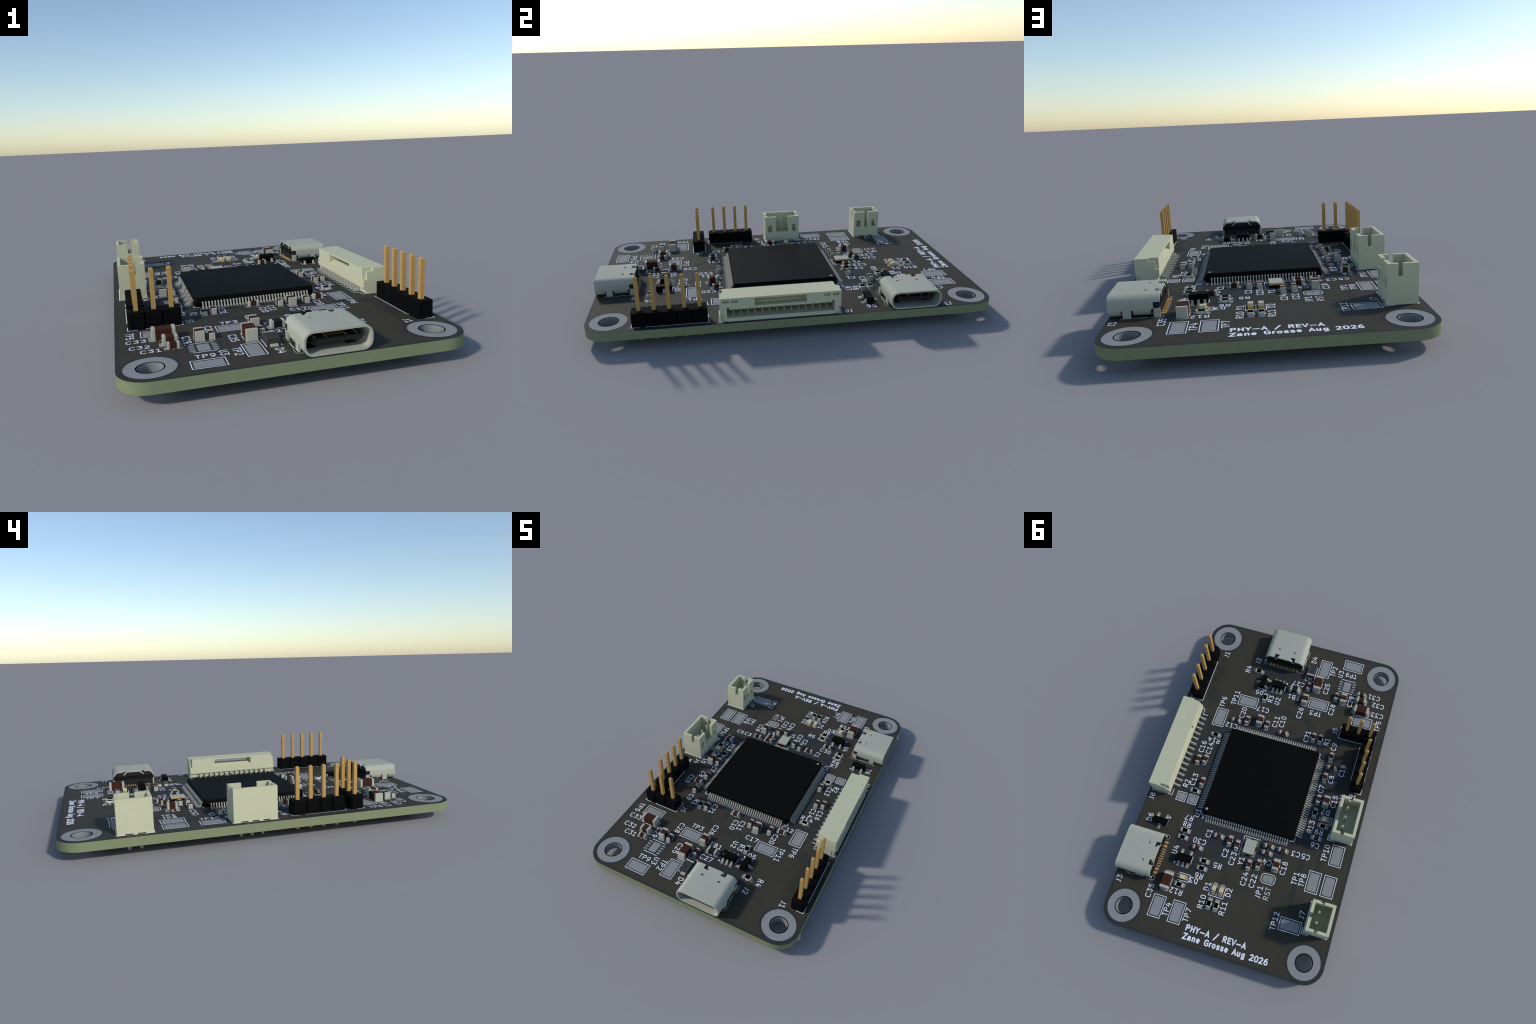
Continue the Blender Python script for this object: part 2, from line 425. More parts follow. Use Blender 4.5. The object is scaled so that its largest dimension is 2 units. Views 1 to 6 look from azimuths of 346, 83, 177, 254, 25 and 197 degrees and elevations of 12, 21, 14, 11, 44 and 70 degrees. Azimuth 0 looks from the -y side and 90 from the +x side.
    for x, y in ((16.8, -26.4), (-2.8, -14.3), (5.9, 16.3), (4.3, 12.9), (9.4, 17.9), (15.8, 2.2), (13.9, 2.0), (6.9, 21.6), (1.2, 12.6)):
        tr.line([(x + .25 * cos(k * pi / 8), y + .25 * sin(k * pi / 8)) for k in range(17)], .14)
    place("copper_track", tr.mesh("copper_track", TOP + .028, TRACK), stuff=True)

# ------------------------------------------------------------------ pads and outline ink
def pads(rects, loc, rot=0.0, z=PAD_Z, r=.2):
    s = Shape()
    for x, y, w, h in rects:
        s.prism(rounded_rect(x - w / 2, x + w / 2, y - h / 2, y + h / 2, min(w, h) * r, 3), .0, z)
    return place("solder_pad", s.mesh("solder_pad", mat=PAD), loc=(*loc, TOP), rot=rot)

PAD_CACHE = {}
def shared_pads(key, rects, loc, rot):
    if key not in PAD_CACHE:
        s = Shape()
        for x, y, w, h in rects:
            s.prism(rounded_rect(x - w / 2, x + w / 2, y - h / 2, y + h / 2, min(w, h) * .25, 4), 0, PAD_Z)
        PAD_CACHE[key] = s.mesh("solder_pad", mat=PAD)
    return place("solder_pad", PAD_CACHE[key], loc=(*loc, TOP), rot=rot)

def ink(lines, loc=(0, 0), rot=0.0, w=.12, areas=()):
    st = Strokes()
    for l in lines:
        st.line(l, w)
    for a in areas:
        st.area(a)
    return place("silkscreen_outline", st.mesh("silkscreen_outline", 0, INK), loc=(*loc, TOP + INK_Z), rot=rot)

TEST_PADS = [  # x, y, length along x, length along y
    (13.6, -12.23, 1.92, 3.7), (8.81, -17.71, 3.7, 1.92), (-5.58, -30.68, 1.92, 3.7), (-11.71, -33.17, 3.7, 1.92), (-6.54, -21.54, 3.7, 1.92),
    (-16.87, -20.06, 3.7, 1.92), (-19.24, 10.44, 1.92, 3.7), (-16.06, 16.88, 1.92, 3.7), (-19.24, 16.88, 1.92, 3.7), (-14.0, 26.27, 3.7, 1.92),
    (12.2, 30.23, 1.92, 3.7), (8.05, 30.23, 1.92, 3.7), (15.44, 7.62, 1.5, 1.5), (12.92, 7.60, 1.5, 1.5)]

def test_points():
    for x, y, lx, ly in TEST_PADS:
        s = Shape().prism(rounded_rect(-lx / 2, lx / 2, -ly / 2, ly / 2, .16, 3), 0, PAD_Z)
        place("test_pad", s.mesh("test_pad", mat=PAD), loc=(x, y, TOP))
        e = .28 if max(lx, ly) > 2 else .22
        a, b = lx / 2 + e, ly / 2 + e
        ink([[(-a, -b), (a, -b), (a, b), (-a, b), (-a, -b)]], (x, y))
    # two-pad solder jumper with rounded ends
    g = Shape()
    g.prism([(.14, -.72)] + arc(.62, -.22, .5, .5, -90, 0, 6) + arc(.62, .22, .5, .5, 0, 90, 6) + [(.14, .72)], 0, PAD_Z)
    g.prism([(-.14, .72)] + arc(-.62, .22, .5, .5, 90, 180, 6) + arc(-.62, -.22, .5, .5, 180, 270, 6) + [(-.14, -.72)], 0, PAD_Z)
    place("jumper_pad", g.mesh("jumper_pad", mat=PAD), loc=(-7.25, 18.88, TOP))
    place("jumper_gap", Shape().box(-.135, .135, -.72, .72, 0, .02).mesh("jumper_gap", mat=LAMINATE), loc=(-7.25, 18.88, TOP))
    ink([rounded_rect(-1.42, 1.42, -.98, .98, .68, 6) + [(1.42, .3)]], (-7.25, 18.88))
    # unfitted eight-pad chip site
    rects = [(sx * 1.5, y, .78, .36) for sx in (-1, 1) for y in (-1.0, -.35, .33, .98)]
    pads(rects + [(0, 0, 1.62, 2.4)], (-11.5, -27.72), r=.08)
    ink([[(-1.55, -1.6), (1.55, -1.6)], [(-1.55, 1.58), (1.55, 1.58)]], (-11.5, -27.72),
        areas=[[(-2.45, 1.28), (-1.98, 1.5), (-2.2, 1.75)]])

# ------------------------------------------------------------------ chip capacitors, resistors, LEDs, bead
CHIP_SIZE = {  # body length, width, height, terminal length, pad offset, pad w, pad h, ink half length, ink offset
    "0603": (1.6, .8, .8, .35, .775, .9, .95, .14, .51),
    "0805": (2.0, 1.25, 1.25, .45, .95, 1.0, 1.45, .26, .735),
    "1206": (3.2, 1.6, 1.6, .5, 1.475, 1.15, 1.8, .71, .91),
}
BASE = PAD_Z + .005
CHIP_MESH = {}

def chip_meshes(kind, size):
    key = (kind, size)
    if key not in CHIP_MESH:
        L, W, H, t = CHIP_SIZE[size][:4]
        if kind == "bead":
            H, t = 1.0, .4
        if kind == "resistor":
            H, t = .45, .3
            body = Shape().box(-L / 2 + .03, L / 2 - .03, -W / 2, W / 2, .02, H - .03).mesh("resistor_body", mat=CERAMIC)
            film = Shape().box(-L / 2 + t + .01, L / 2 - t - .01, -W / 2 + .02, W / 2 - .02, H - .05, H).mesh("resistor_film", mat=RESIST)
            s = Shape()
            for d in (-1, 1):
                a, b = sorted((d * L / 2, d * (L / 2 - t)))
                s.box(a, b, -W / 2 - .008, W / 2 + .008, 0, H + .01, .03)
            CHIP_MESH[key] = (body, s.mesh("terminal", mat=SILVER), film)
        else:
            body = Shape().box(-L / 2 + .05, L / 2 - .05, -W / 2 + .03, W / 2 - .03, .03, H - .03, .02).mesh(kind + "_body", mat=BROWN if kind == "capacitor" else FERRITE)
            s = Shape()
            for d in (-1, 1):
                a, b = sorted((d * L / 2, d * (L / 2 - t)))
                s.box(a, b, -W / 2, W / 2, 0, H, .04, 2)
            CHIP_MESH[key] = (body, s.mesh("terminal", mat=SILVER), None)
    return CHIP_MESH[key]

INK_CACHE = {}
def chip(kind, size, x, y, axis):
    rot = 0 if axis == "x" else 90
    body, ends, film = chip_meshes(kind, size)
    name = {"capacitor": "capacitor", "resistor": "resistor", "bead": "ferrite_bead"}[kind]
    o = place(name, body, loc=(x, y, TOP + BASE), rot=rot)
    place("terminal", ends, parent=o)
    if film:
        place("resistor_film", film, parent=o)
    po, pw, ph, il, io = CHIP_SIZE[size][4:]
    if kind == "resistor":
        po, pw, il, io = .825, .8, .237, .5225
    shared_pads((kind, size), [(-po, 0, pw, ph), (po, 0, pw, ph)], (x, y), rot)
    if (kind, size) not in INK_CACHE:
        st = Strokes()
        for d in (-1, 1):
            st.line([(-il, d * io), (il, d * io)], .12)
        INK_CACHE[(kind, size)] = st.mesh("silkscreen_outline", 0, INK)
    place("silkscreen_outline", INK_CACHE[(kind, size)], loc=(x, y, TOP + INK_Z), rot=rot)

CAPS = [
    ("0603", 9.85, -12.40, "x"), ("0603", 7.57, -13.15, "y"), ("0805", 4.82, -13.84, "y"), ("0603", 3.06, -13.26, "y"),
    ("0603", -1.04, -12.46, "x"), ("0603", -7.62, -13.39, "y"), ("0603", -12.55, -10.06, "y"), ("0603", -3.22, -25.1, "y"),
    ("1206", -5.06, -26.2, "y"), ("0805", -3.31, -21.65, "y"), ("0603", -9.89, -24.46, "y"), ("0805", -11.5, -24.28, "y"),
    ("0603", -15.2, -26.53, "x"), ("0805", -15.45, -24.95, "x"), ("1206", -16.05, -22.43, "x"), ("0603", 14.8, -1.25, "y"),
    ("0603", 13.35, -1.65, "y"), ("0603", 12.21, 3.38, "y"), ("0603", 8.43, 16.99, "x"), ("0603", 4.99, 13.46, "x"),
    ("0603", 2.53, 13.69, "y"), ("0603", .83, 14.16, "y"), ("1206", 12.01, 24.98, "y"), ("0603", -13.3, -7.68, "x"),
    ("0603", -12.49, -5.13, "y"), ("0603", -12.46, -.02, "y"), ("0805", -14.17, -.07, "y"), ("0603", -14.24, 8.07, "x"),
    ("0603", -8.42, 12.48, "x"), ("0603", -5.5, 12.48, "x"), ("0603", -5.48, 13.93, "x"), ("0603", -2.7, 17.3, "y"),
    ("0603", -4.51, 16.65, "y"), ("0805", -7.96, 15.79, "y")]
RESISTORS = [
    (-9.14, -13.46, "y"), (8.8, -25.7, "x"), (5.5, -19.66, "y"), (13.14, -7.84, "x"), (13.09, 5.65, "x"), (12.11, 14.32, "x"),
    (12.11, 15.79, "x"), (6.25, 19.19, "x"), (6.22, 20.71, "x"), (9.43, 25.01, "x"), (-12.52, 2.96, "y"), (-14.86, 5.28, "x"),
    (2.5, 26.79, "y"), (1.0, 26.8, "y")]
LEDS = [(9.36, 23.44, 180), (-14.86, 3.86, 180), (2.46, 23.75, 90), (.94, 23.75, 90)]   # rotation turns the ink's closed end from +x

def chips():
    for c in CAPS:
        chip("capacitor", *c)
    for r in RESISTORS:
        chip("resistor", "0603", *r)
    chip("bead", "0805", -.4, -23.46, "x")
    lens = Shape().prism([(-.5, .2), (.5, .2), (.42, .72), (-.42, .72)], -.4, .4, "y").mesh("led_lens", mat=CREAM)
    base = Shape().box(-.75, .75, -.39, .39, .02, .21).mesh("led_base", mat=CERAMIC)
    term = Shape()
    for d in (-1, 1):
        a, b = sorted((d * .8, d * .47))
        term.prism([(a, 0), (b, 0), (b, .33 if d < 0 else .33), (a, .33)], -.4, .4, "y")
    term = term.mesh("terminal", mat=GOLD_PALE)
    for x, y, rot in LEDS:
        o = place("indicator_led", base, loc=(x, y, TOP + BASE), rot=rot)
        place("led_lens", lens, parent=o)
        place("terminal", term, parent=o)
        shared_pads("led", [(-.7875, 0, .875, .95), (.7875, 0, .875, .95)], (x, y), rot)
        ink([[(-.8, -.735), (1.485, -.735), (1.485, .735), (-.8, .735)]], (x, y), rot)

# ------------------------------------------------------------------ small leaded packages
def gull(x0, x1, z_top, foot, t=.13):
    """Side profile (x,z) of a gull-wing lead from the body side x0 out to x1."""
    return [(x0 - .05, z_top), (x0 + (x1 - x0) * .3, z_top), (x1 - foot + .06, t), (x1, t), (x1, 0), (x1 - foot - .08, 0),
            (x0 + (x1 - x0) * .3 - .1, z_top - t), (x0 - .05, z_top - t)]

def small_package(name, x, y, rot, half_w, legs, reach, height, pin_mark=None):
    """Body long axis along local y; legs = [(side, y), ...] with side -1 or +1 along local x."""
    L = 2.9
    s = Shape()
    h = half_w
    s.prism([(-h, .42), (-h, .62), (-h + .09, height), (h - .09, height), (h, .62), (h, .42), (h - .08, .08), (-h + .08, .08)], -L / 2, L / 2, "y")
    o = place(name, s.mesh(name, mat=BLACK), loc=(x, y, TOP + BASE), rot=rot)
    prof = gull(h, reach, .6, .35)
    leg = Shape().prism(prof, -.2, .2, "y", 0).mesh("lead", mat=SILVER)
    for side, ly in legs:
        place("lead", leg, parent=o, loc=(0, ly, 0), rot=0 if side > 0 else 180)
    if pin_mark:
        place("pin_mark", Shape().prism(disc(*pin_mark, .13, 16), height, height + .02).mesh("pin_mark", mat=DOT), parent=o)
    pad_x, pad_w = (.94, 1.475) if half_w < .7 else (1.1375, 1.325)
    shared_pads(name, [(s * pad_x, ly, pad_w, .6) for s, ly in legs], (x, y), rot)
    return o

def packages():
    def tri(cx, cy, a):
        return [(cx + .3 * cos(radians(a + k)), cy + .3 * sin(radians(a + k))) for k in (0, 120, 240)]
    # three-leg packages
    three = [(-1, .95), (-1, -.95), (1, 0)]
    small_package("transistor_package", 7.0, -23.2, 0, .65, three, 1.25, 1.1)
    small_package("transistor_package", 17.62, 13.88, 90, .65, three, 1.25, 1.1)
    # five- and six-leg packages
    small_package("regulator_package", 10.16, 19.8, 90, .8, [(1, -.95), (1, 0), (1, .95), (-1, -.95), (-1, .95)], 1.42, 1.42)
    small_package("protection_package", 3.42, -23.25, 90, .8, [(s, v) for s in (-1, 1) for v in (-.95, 0, .95)], 1.42, 1.42, (-.42, 1.1))
    ink([[(7.8, -21.65), (6.4, -21.65)], [(16.22, 13.25), (16.22, 14.45)], [(8.67, 19.0), (8.67, 20.6)], [(1.83, -23.6), (1.83, -22.45)], [(5.05, -23.9), (5.05, -22.6)]],
        areas=[tri(5.94, -21.45, -90), tri(16.07, 12.68, -90), tri(11.93, 21.1, 0), tri(1.76, -24.56, 0)])
    # flat two-lead diode
    d = Shape().box(-.9, .9, -1.4, 1.4, .06, 1.0, .05).mesh("diode_body", mat=GREY_BODY)
    o = place("diode", d, loc=(-2.88, -28.9, TOP + BASE))
    place("cathode_band", Shape().box(-.88, .88, .86, 1.18, .5, 1.008).mesh("cathode_band", mat=SILVER), parent=o)
    lead = Shape().box(-.5, .5, 1.36, 1.85, 0, .22, .03).box(-.5, .5, -1.85, -1.36, 0, .22, .03).mesh("lead", mat=SILVER)
    place("lead", lead, parent=o)
    shared_pads("diode", [(0, 1.5, 1.2, .95), (0, -1.5, 1.2, .95)], (-2.88, -28.9), 0)
    ink([[(-1, -1.6), (-1, 2.28), (1, 2.28), (1, -1.6)]], (-2.88, -28.9))
    # metal-lidded crystal
    b = Shape().box(-1.2, 1.2, -1.55, 1.55, 0, .5).mesh("crystal_base", mat=BLACK)
    o = place("crystal", b, loc=(-1.78, 13.82, TOP + BASE))
    place("crystal_seam", Shape().prism(rounded_rect(-1.17, 1.17, -1.52, 1.52, .18, 4), .5, .62).mesh("crystal_seam", mat=GOLD_PALE), parent=o)
    place("crystal_lid", Shape().prism(rounded_rect(-1.1, 1.1, -1.45, 1.45, .18, 4), .62, .85, bevel=.03).mesh("crystal_lid", mat=SHELL), parent=o)
    shared_pads("crystal", [(sx * .88, sy * 1.1, 1.2, 1.4) for sx in (-1, 1) for sy in (-1, 1)], (-1.78, 13.82), 0)
    ink([[(-1.66, -2.07), (1.75, -2.07), (1.75, 2.07)]], (-1.78, 13.82))

# ------------------------------------------------------------------ large square chip
def square_chip():
    h = 10.0
    c = .35
    s = Shape()
    def ring(half, z):
        q = half - c
        return [s.bm.verts.new((x, y, z)) for x, y in ((half, -q), (half, q), (q, half), (-q, half), (-half, q), (-half, -q), (-q, -half), (q, -half))]
    rings = [ring(9.85, .1), ring(10.0, .78), ring(10.0, .92), ring(9.85, 1.56)]
    s.bm.faces.new(rings[0][::-1])
    s.bm.faces.new(rings[-1])
    for a, b in zip(rings, rings[1:]):
        for i in range(8):
            s.bm.faces.new((a[i], a[(i + 1) % 8], b[(i + 1) % 8], b[i]))
    o = place("square_chip", s.mesh("square_chip", mat=BLACK), loc=(0, 0, TOP + BASE))
    place("pin_mark", Shape().prism(disc(9.08, 8.98, .27, 24), 1.56, 1.58).mesh("pin_mark", mat=DOT), parent=o)
    prof = [(9.95, .86), (10.28, .86), (10.4, .8), (10.56, .16), (10.62, .13), (11.0, .13), (11.0, 0), (10.56, 0), (10.46, .05), (10.3, .68), (10.24, .73), (9.95, .73)]
    lead = Shape().prism(prof, -.11, .11, "y").mesh("chip_lead", mat=SILVER)
    for side in range(4):
        a = side * 90
        for k in range(36):
            v = (k - 17.5) * .5
            p = Matrix.Rotation(radians(a), 2) @ Vector((0, v))
            place("chip_lead", lead, parent=o, loc=(p.x, p.y, 0), rot=a)
    rects = []
    for k in range(36):
        v = (k - 17.5) * .5
        rects += [(10.6625, v, 1.475, .3), (-10.6625, v, 1.475, .3), (v, 10.6625, .3, 1.475), (v, -10.6625, .3, 1.475)]
    pads(rects, (0, 0), z=.03, r=.25)
    L = [[(sx * 10.11, sy * 9.2), (sx * 10.11, sy * 10.11), (sx * 9.2, sy * 10.11)] for sx in (-1, 1) for sy in (-1, 1)]
    ink(L, areas=[[(9.72, 10.25), (9.10, 10.62), (9.70, 11.0)]])

# ------------------------------------------------------------------ pin headers
HEADER = {}
def pin_header(n, x, y, rot):
    """Pin 1 at (x, y); further pins along local -y at 2.54 pitch."""
    s = Shape()
    c = .28
    for k in range(n):
        o = -2.54 * k
        h = 1.27
        s.prism([(-h + c, o - h + .002), (h - c, o - h + .002), (h, o - h + c), (h, o + h - c), (h - c, o + h - .002), (-h + c, o + h - .002), (-h, o + h - c), (-h, o - h + c)], 0, 2.54)
    o = place("pin_header", s.mesh("header_block", mat=HEADER_BLACK), loc=(x, y, TOP + .01), rot=rot)
    if "pin" not in HEADER:
        p = Shape()
        a, t, ch = .32, 8.61, .22
        lv = [(a - .17, -3.0), (a, -3.0 + ch), (a, t - ch), (a - .17, t)]
        rs = [[p.bm.verts.new((sx * w, sy * w, z)) for sx, sy in ((-1, -1), (1, -1), (1, 1), (-1, 1))] for w, z in lv]
        p.bm.faces.new(rs[0][::-1])
        p.bm.faces.new(rs[-1])
        for r0, r1 in zip(rs, rs[1:]):
            for i in range(4):
                p.bm.faces.new((r0[i], r0[(i + 1) % 4], r1[(i + 1) % 4], r1[i]))
        HEADER["pin"] = p.mesh("header_pin", mat=GOLD)
    for k in range(n):
        place("header_pin", HEADER["pin"], parent=o, loc=(0, -2.54 * k, 0))
    e = 1.38
    end = -2.54 * (n - 1) - e
    ink([[(-e, -1.27), (-e, end), (e, end), (e, -1.27), (-e, -1.27)], [(-e, 0), (-e, e), (0, e)]], (x, y), rot)

# ------------------------------------------------------------------ upright cream plug sockets
def plug_socket(n, x, y, rot):
    """Pin 1 at local origin, others along +x at 2 mm; keyed wall on local +y."""
    x0, x1, y0, y1, H = -1.95, 2 * (n - 1) + 1.95, -2.8, 1.7, 6.0
    body = Shape().box(x0, x1, y0, y1, 0, H).mesh("socket_body")
    c = Shape()
    c.box(x0 + .55, x1 - .55, y0 + .55, y1 - .6, 1.6, H + 1)
    body = cut(body, c.mesh("c"))
    c = Shape()
    mid, half = (x0 + x1) / 2, .45 + (n - 2)
    c.box(mid - half, mid + half, y1 - 1.2, y1 + 1, 2.25, H + 1)
    for a in (x0 + .6, x1 - 1.6):
        c.box(a, a + 1.0, y1 - 1.0, y1 + 1, 2.3, 4.05)
    body = cut(body, c.mesh("c"))
    c = Shape()
    prof = [(.15, H + 1), (-.6, H + 1), (-.6, 4.3)] + [(-.225 + .375 * cos(radians(t)), 4.3 + .3 * sin(radians(t))) for t in (210, 240, 270, 300, 330)] + [(.15, 4.3)]
    c.prism(prof, x0 - 1, x0 + .9, "x")
    c.prism(prof, x1 - .9, x1 + 1, "x")
    body = cut(body, c.mesh("c"))
    c = Shape()
    for k in range(n):
        cx = x0 + 1.88 + k * (x1 - x0 - 3.9) / max(1, n - 1) + .05
        c.box(cx - .65, cx + .65, y0 - 1, y1 + 1, -.5, .2)
    body = cut(body, c.mesh("c"))
    body.materials.clear()
    o = place("plug_socket", body, loc=(x, y, TOP + .015), rot=rot, mat=CREAM)
    p = Shape()
    lv = [(.17, -3.36 + .001), (.27, -3.27), (.3, -3.1), (.3, .3), (.26, .3), (.26, 4.95), (.12, 5.2)]
    rs = [[p.bm.verts.new((w * cos(k * pi / 4 + pi / 8) * 1.06, w * sin(k * pi / 4 + pi / 8) * 1.06, z)) for k in range(8)] for w, z in lv]
    p.bm.faces.new(rs[0][::-1])
    p.bm.faces.new(rs[-1])
    for r0, r1 in zip(rs, rs[1:]):
        for i in range(8):
            p.bm.faces.new((r0[i], r0[(i + 1) % 8], r1[(i + 1) % 8], r1[i]))
    pin = p.mesh("socket_pin", mat=SILVER)
    for k in range(n):
        place("socket_pin", pin, parent=o, loc=(2 * k, 0, -.015))
    e = .11
    ink([[(x0 - e, y0 - e), (x1 + e, y0 - e), (x1 + e, y1 + e), (x0 - e, y1 + e), (x0 - e, y0 - e)],
         [(x0 - .41, .75), (x0 - .41, y1 + .41), (x0 + .85, y1 + .41)], [(-.3, y1 + .11), (-.3, y1 + .3)]], (x, y), rot)

# ------------------------------------------------------------------ long side-entry socket
def ribbon_socket():
    """Fourteen-way socket along the +x edge, mouth facing +x."""
    n, pitch, cy = 14, 1.25, -2.625
    X0, X1, Y0, Y1, H = 17.75, 21.8, cy - 10.375, cy + 10.375, 4.25
    body = Shape().box(X0, X1, Y0, Y1, 0, H).mesh("ribbon_socket")
    c = Shape()
    for s in (-1, 1):
        ya, yb = sorted((cy + s * 9.85, cy + s * 11.5))
        c.prism([(X0 - 1, 2.35), (18.35, 2.35), (18.35, 3.7), (19.45, 3.7), (19.45, H + 1), (X0 - 1, H + 1)], ya, yb, "y")
    body = cut(body, c.mesh("c"))
    c = Shape()
    for s in (-1, 1):
        ya, yb = sorted((cy + s * 9.95, cy + s * 11.5))
        c.box(21.15, X1 + 1, ya, yb, -1, 1.35)
    c.box(X0 - 1, X0 + .35, Y0 - 1, Y1 + 1, -.5, .85)
    body = cut(body, c.mesh("c"))
    c = Shape()
    c.box(X0 - 1, X1 + 1, -7.15, 1.8, 2.85, 3.95)
    c.prism([(X0 - .5, 2.1), (X0, 2.35), (X0 + 1.1, 2.86), (X0 + 1.1, 3.2), (X0 - .5, 3.2)], -7.15, 1.8, "y")
    c.box(20.4, X1 + 1, -7.15, 1.8, 2.62, 3.0)
    body = cut(body, c.mesh("c"))
    c = Shape()
    c.prism([(cy - 9.25, .62), (cy + 9.25, .62), (cy + 9.25, 2.58), (cy + 8.8, 2.58), (cy + 8.8, 2.15), (cy - 8.8, 2.15), (cy - 8.8, 2.58), (cy - 9.25, 2.58)], 18.6, X1 + 1, "x")
    body = cut(body, c.mesh("c"))
    c = Shape()
    for s in (-1, 1):
        for a in (.4, 1.9):
            ya, yb = sorted((cy + s * (10.375 - a), cy + s * (10.375 - a - 1.1)))
            c.box(X1 - .5, X1 + 1, ya, yb, 3.42, 3.92)
    for k in range(n):
        y = cy + (k - 6.5) * pitch
        c.box(X1 - 1.2, X1 + 1, y - .28, y - .16, 2.0, 2.3)
        c.box(X1 - 1.2, X1 + 1, y + .16, y + .28, 2.0, 2.3)
    body = cut(body, c.mesh("c"))
    body.materials.clear()
    o = place("ribbon_socket", body, loc=(0, 0, TOP + .02), mat=CREAM)
    leg = Shape().prism([(18.3, 1.0), (17.55, 1.0), (17.55, .5), (17.3, .42), (16.95, .42), (16.95, 0), (17.75, 0), (18.3, .3)], -.12, .12, "y").mesh("socket_lead", mat=SILVER)
    inner = Shape().prism([(18.5, .8), (20.9, .8), (20.7, 1.2), (19.6, 1.9), (18.5, 1.9)], -.07, .07, "y").mesh("contact", mat=SILVER)
    for k in range(n):
        y = cy + (k - 6.5) * pitch
        place("socket_lead", leg, parent=o, loc=(0, y, 0))
        place("contact", inner, parent=o, loc=(0, y, 0))
    tab = Shape()
    for s in (-1, 1):
        ya, yb = sorted((cy + s * 10.0, cy + s * 10.3))
        tab.box(21.17, 21.75, ya, yb, 0, 1.3)
    place("solder_tab", tab.mesh("solder_tab", mat=SILVER), parent=o)
    rects = [(17.3, cy + (k - 6.5) * pitch, 1.7, .55) for k in range(n)] + [(20.75, cy + s * 10.2, 2.8, 1.0) for s in (-1, 1)]
    pads(rects, (0, 0))
    ya, yb = Y0 - .12, Y1 + .12
    ink([[(19.2, ya), (17.5, ya), (17.5, ya + 1.35), (16.45, ya + 1.35)], [(19.2, yb), (17.5, yb), (17.5, yb - 1.35)],
         [(21.95, Y0 + 1.2), (21.95, Y1 - 1.2)]])

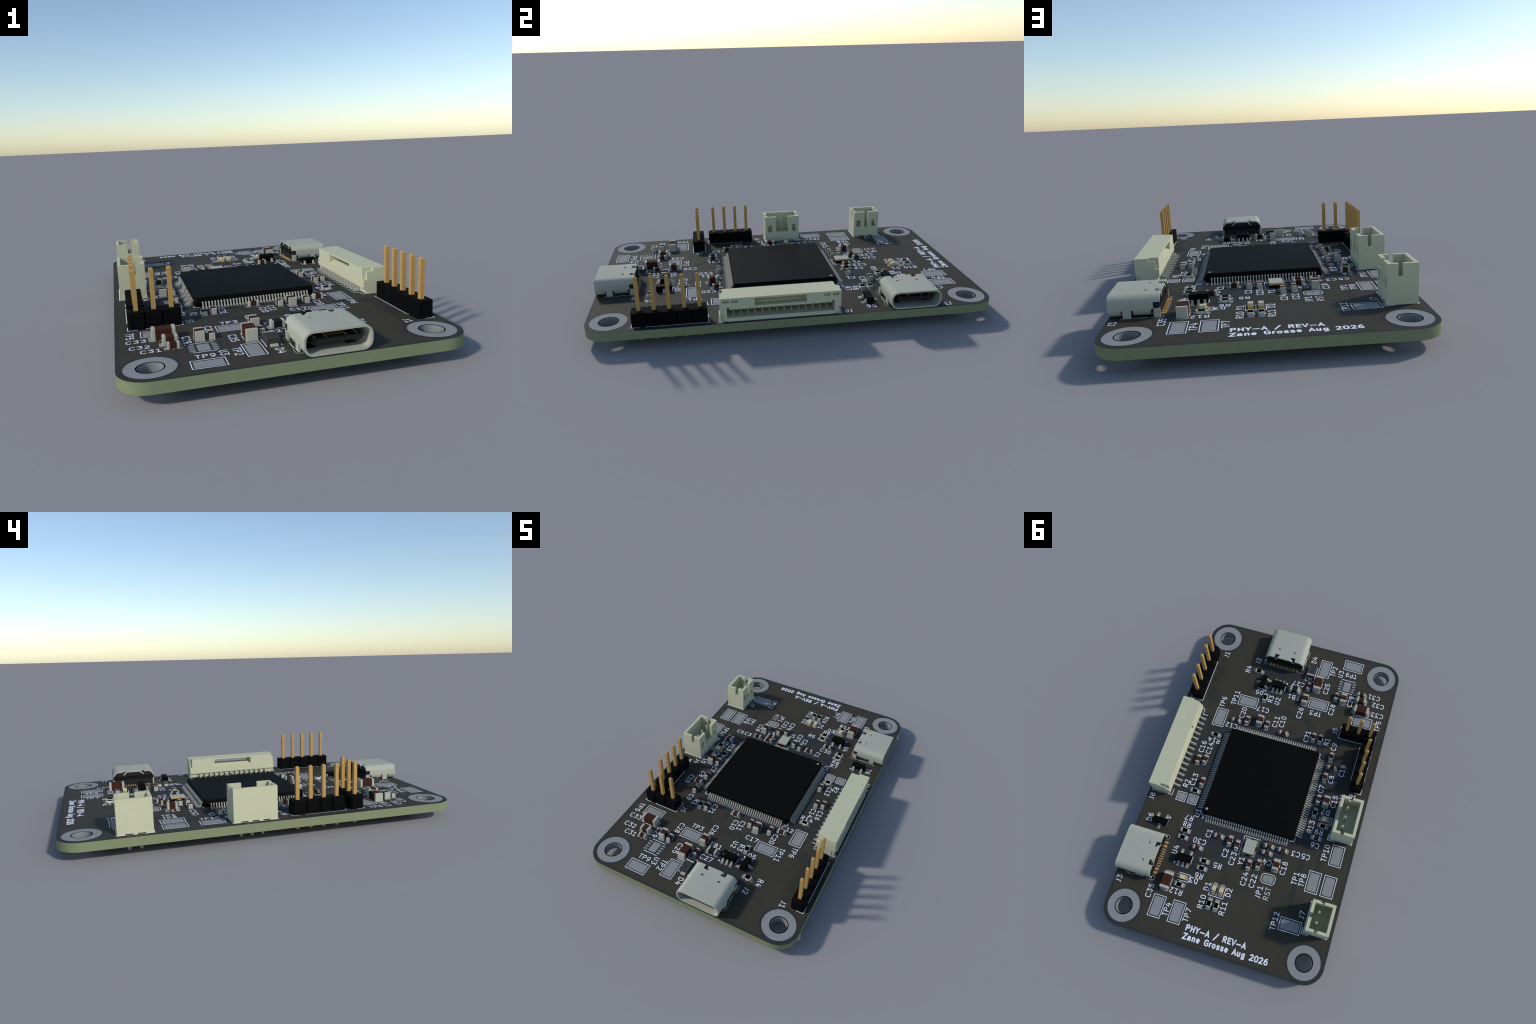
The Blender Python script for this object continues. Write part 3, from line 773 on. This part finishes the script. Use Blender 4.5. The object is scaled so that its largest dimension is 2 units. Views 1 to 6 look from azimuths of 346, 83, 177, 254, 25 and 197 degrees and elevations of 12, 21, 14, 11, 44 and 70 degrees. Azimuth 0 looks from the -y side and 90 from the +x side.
# ------------------------------------------------------------------ USB-C sockets
USB = {}
def usb_socket(x, y, rot):
    """Local frame: mouth at y = 0 facing -y, tail towards +y."""
    if not USB:
        W, z0, z1, D, t = 4.47, .06, 3.24, 7.28, .28
        outer = rounded_rect(-W, W, z0, z1, 1.25, 10)
        body = Shape().prism(outer, 0, D, "y").mesh("usb_shell")
        c = Shape().prism(rounded_rect(-W + t, W - t, z0 + t, z1 - t, .98, 10), -1, D + 1, "y")
        body = cut(body, c.mesh("c"))
        c = Shape()
        for s in (-1, 1):                          # openings in roof, floor and cheeks
            a, b = sorted((s * 1.35, s * 2.35))
            c.box(a, b, 6.35, D + 1, z1 - .6, z1 + 1)
            a, b = sorted((s * 1.52, s * 2.06))
            c.box(a, b, 4.8, 5.22, z1 - .6, z1 + 1)
            a, b = sorted((s * 1.9, s * 3.6))
            c.box(a, b, 2.2, 4.6, z0 - 1, z0 + .5)
            a, b = sorted((s * 3.6, s * 5))
            c.box(a, b, 6.35, D + 1, 1.3, 2.2)
            for v in (1.75, 3.2, 5.95):
                c.box(a, b, v, v + .28, z0 - 1, 1.15)
        c.box(-6, 6, 6.2, D + 1, z0 - 1, 1.29)
        body = cut(body, c.mesh("c"))
        for p in body.polygons:
            p.use_smooth = True
        body.set_sharp_from_angle(angle=radians(28))
        body.materials.clear()
        body.materials.append(SHELL)
        USB["shell"] = body
        legs = Shape()
        for s in (-1, 1):
            a, b = sorted((s * 4.17, s * 4.465))
            legs.box(a, b, 2.05, 3.18, -1.2, 1.75)
            legs.box(a, b, 6.35, 7.275, -1.2, 1.28)
        USB["legs"] = legs.mesh("usb_leg", mat=SHELL)
        flap = Shape()                              # roof strips bent down at the tail
        for s in (-1, 1):
            flap.prism([(s * 1.35, z1), (s * 1.33, z1 - .25), (s * 2.15, z1 - .95), (s * 2.3, z1 - .78), (s * 1.5, z1 - .06)], 6.8, 7.28, "y")
            a, b = sorted((s * 1.46, s * 2.12))       # dimple floors pressed into the roof
            flap.prism([(4.7, z1 - .05), (5.3, z1 - .42), (5.3, z1 - .5), (4.7, z1 - .5)], a, b, "x")
        USB["flap"] = flap.mesh("usb_flap", mat=SHELL)
        block = Shape()
        block.prism(rounded_rect(-4.16, 4.16, z0 + .3, z1 - .3, .95, 8), 5.2, 7.2, "y")
        block.box(-4.14, 4.14, 6.22, 7.19, .05, 1.6)
        block.box(-4.38, 4.38, 6.38, 7.2, 1.32, 2.17)
        block.box(-3.35, 3.35, .6, 5.4, 1.28, 2.0, .12)
        block.box(-3.5, 3.5, 3.2, 5.4, 1.1, 2.2, .1)
        USB["block"] = block.mesh("usb_tongue", mat=SOCKET_GREY)
        con = Shape()
        for px in (-2.75, -1.25, -.75, -.25, .25, .75, 1.25, 2.75):
            far = abs(px) > 1
            con.box(px - .13, px + .13, 1.0 if far else 1.5, 3.3, 1.9, 2.05)
            con.box(px - .13, px + .13, 1.0 if far else 1.5, 3.3, 1.22, 1.3)
        for px in (-3.2, -2.4, 2.4, 3.2):
            con.box(px - .27, px + .27, 7.1, 7.85, .0, .16)
        for k in range(8):
            px = (k - 3.5) * .5
            con.box(px - .13, px + .13, 7.1, 7.72, .0, .16)
        USB["con"] = con.mesh("usb_contact", mat=GOLD)
    o = place("usb_socket", USB["shell"], loc=(x, y, TOP + BASE), rot=rot)
    for k, nm in (("legs", "usb_leg"), ("flap", "usb_flap"), ("block", "usb_tongue"), ("con", "usb_contact")):
        place(nm, USB[k], parent=o)
    shared_pads("usb", [(px, 7.4, .55, 1.0) for px in (-3.2, -2.4, 2.4, 3.2)] + [((k - 3.5) * .5, 7.42, .28, 1.15) for k in range(8)], (x, y), rot)
    lines = []
    for s in (-1, 1):
        lines.append([(s * 4.5, 3.75), (s * 4.5, 5.55)])
    ink(lines, (x, y), rot)
    rings = Strokes()
    for s in (-1, 1):
        for a, b in ((1.72, 3.52), (6.0, 7.75)):
            rings.line(rounded_rect(s * 4.32 - .42, s * 4.32 + .42, a, b, .41, 5) + [(s * 4.32 + .42, b - .41)], .17)
    place("slot_ring", rings.mesh("slot_ring", PAD_Z, PAD), loc=(x, y, TOP), rot=rot)
    dark = Strokes()  # flat black patches laid on the mask in place of cut slots
    for s in (-1, 1):
        for a, b in ((1.72, 3.52), (6.0, 7.75)):
            dark.area(rounded_rect(s * 4.32 - .34, s * 4.32 + .34, a + .08, b - .08, .33, 5))
    place("slot_dark_patch", dark.mesh("slot_dark_patch", PAD_Z * .7, RING_DARK), loc=(x, y, TOP), rot=rot)

# ------------------------------------------------------------------ assemble
board()
artwork()
test_points()
chips()
packages()
square_chip()
pin_header(5, 20.14, -26.55, 180)
pin_header(4, -19.31, -5.06, 0)
pin_header(3, -19.29, -16.35, 90)
plug_socket(2, -18.6, 24.6, -90)
plug_socket(3, -18.62, 5.3, -90)
ribbon_socket()
usb_socket(3.66, -35.85, 0)
usb_socket(22.38, 21.03, 90)
lettering()
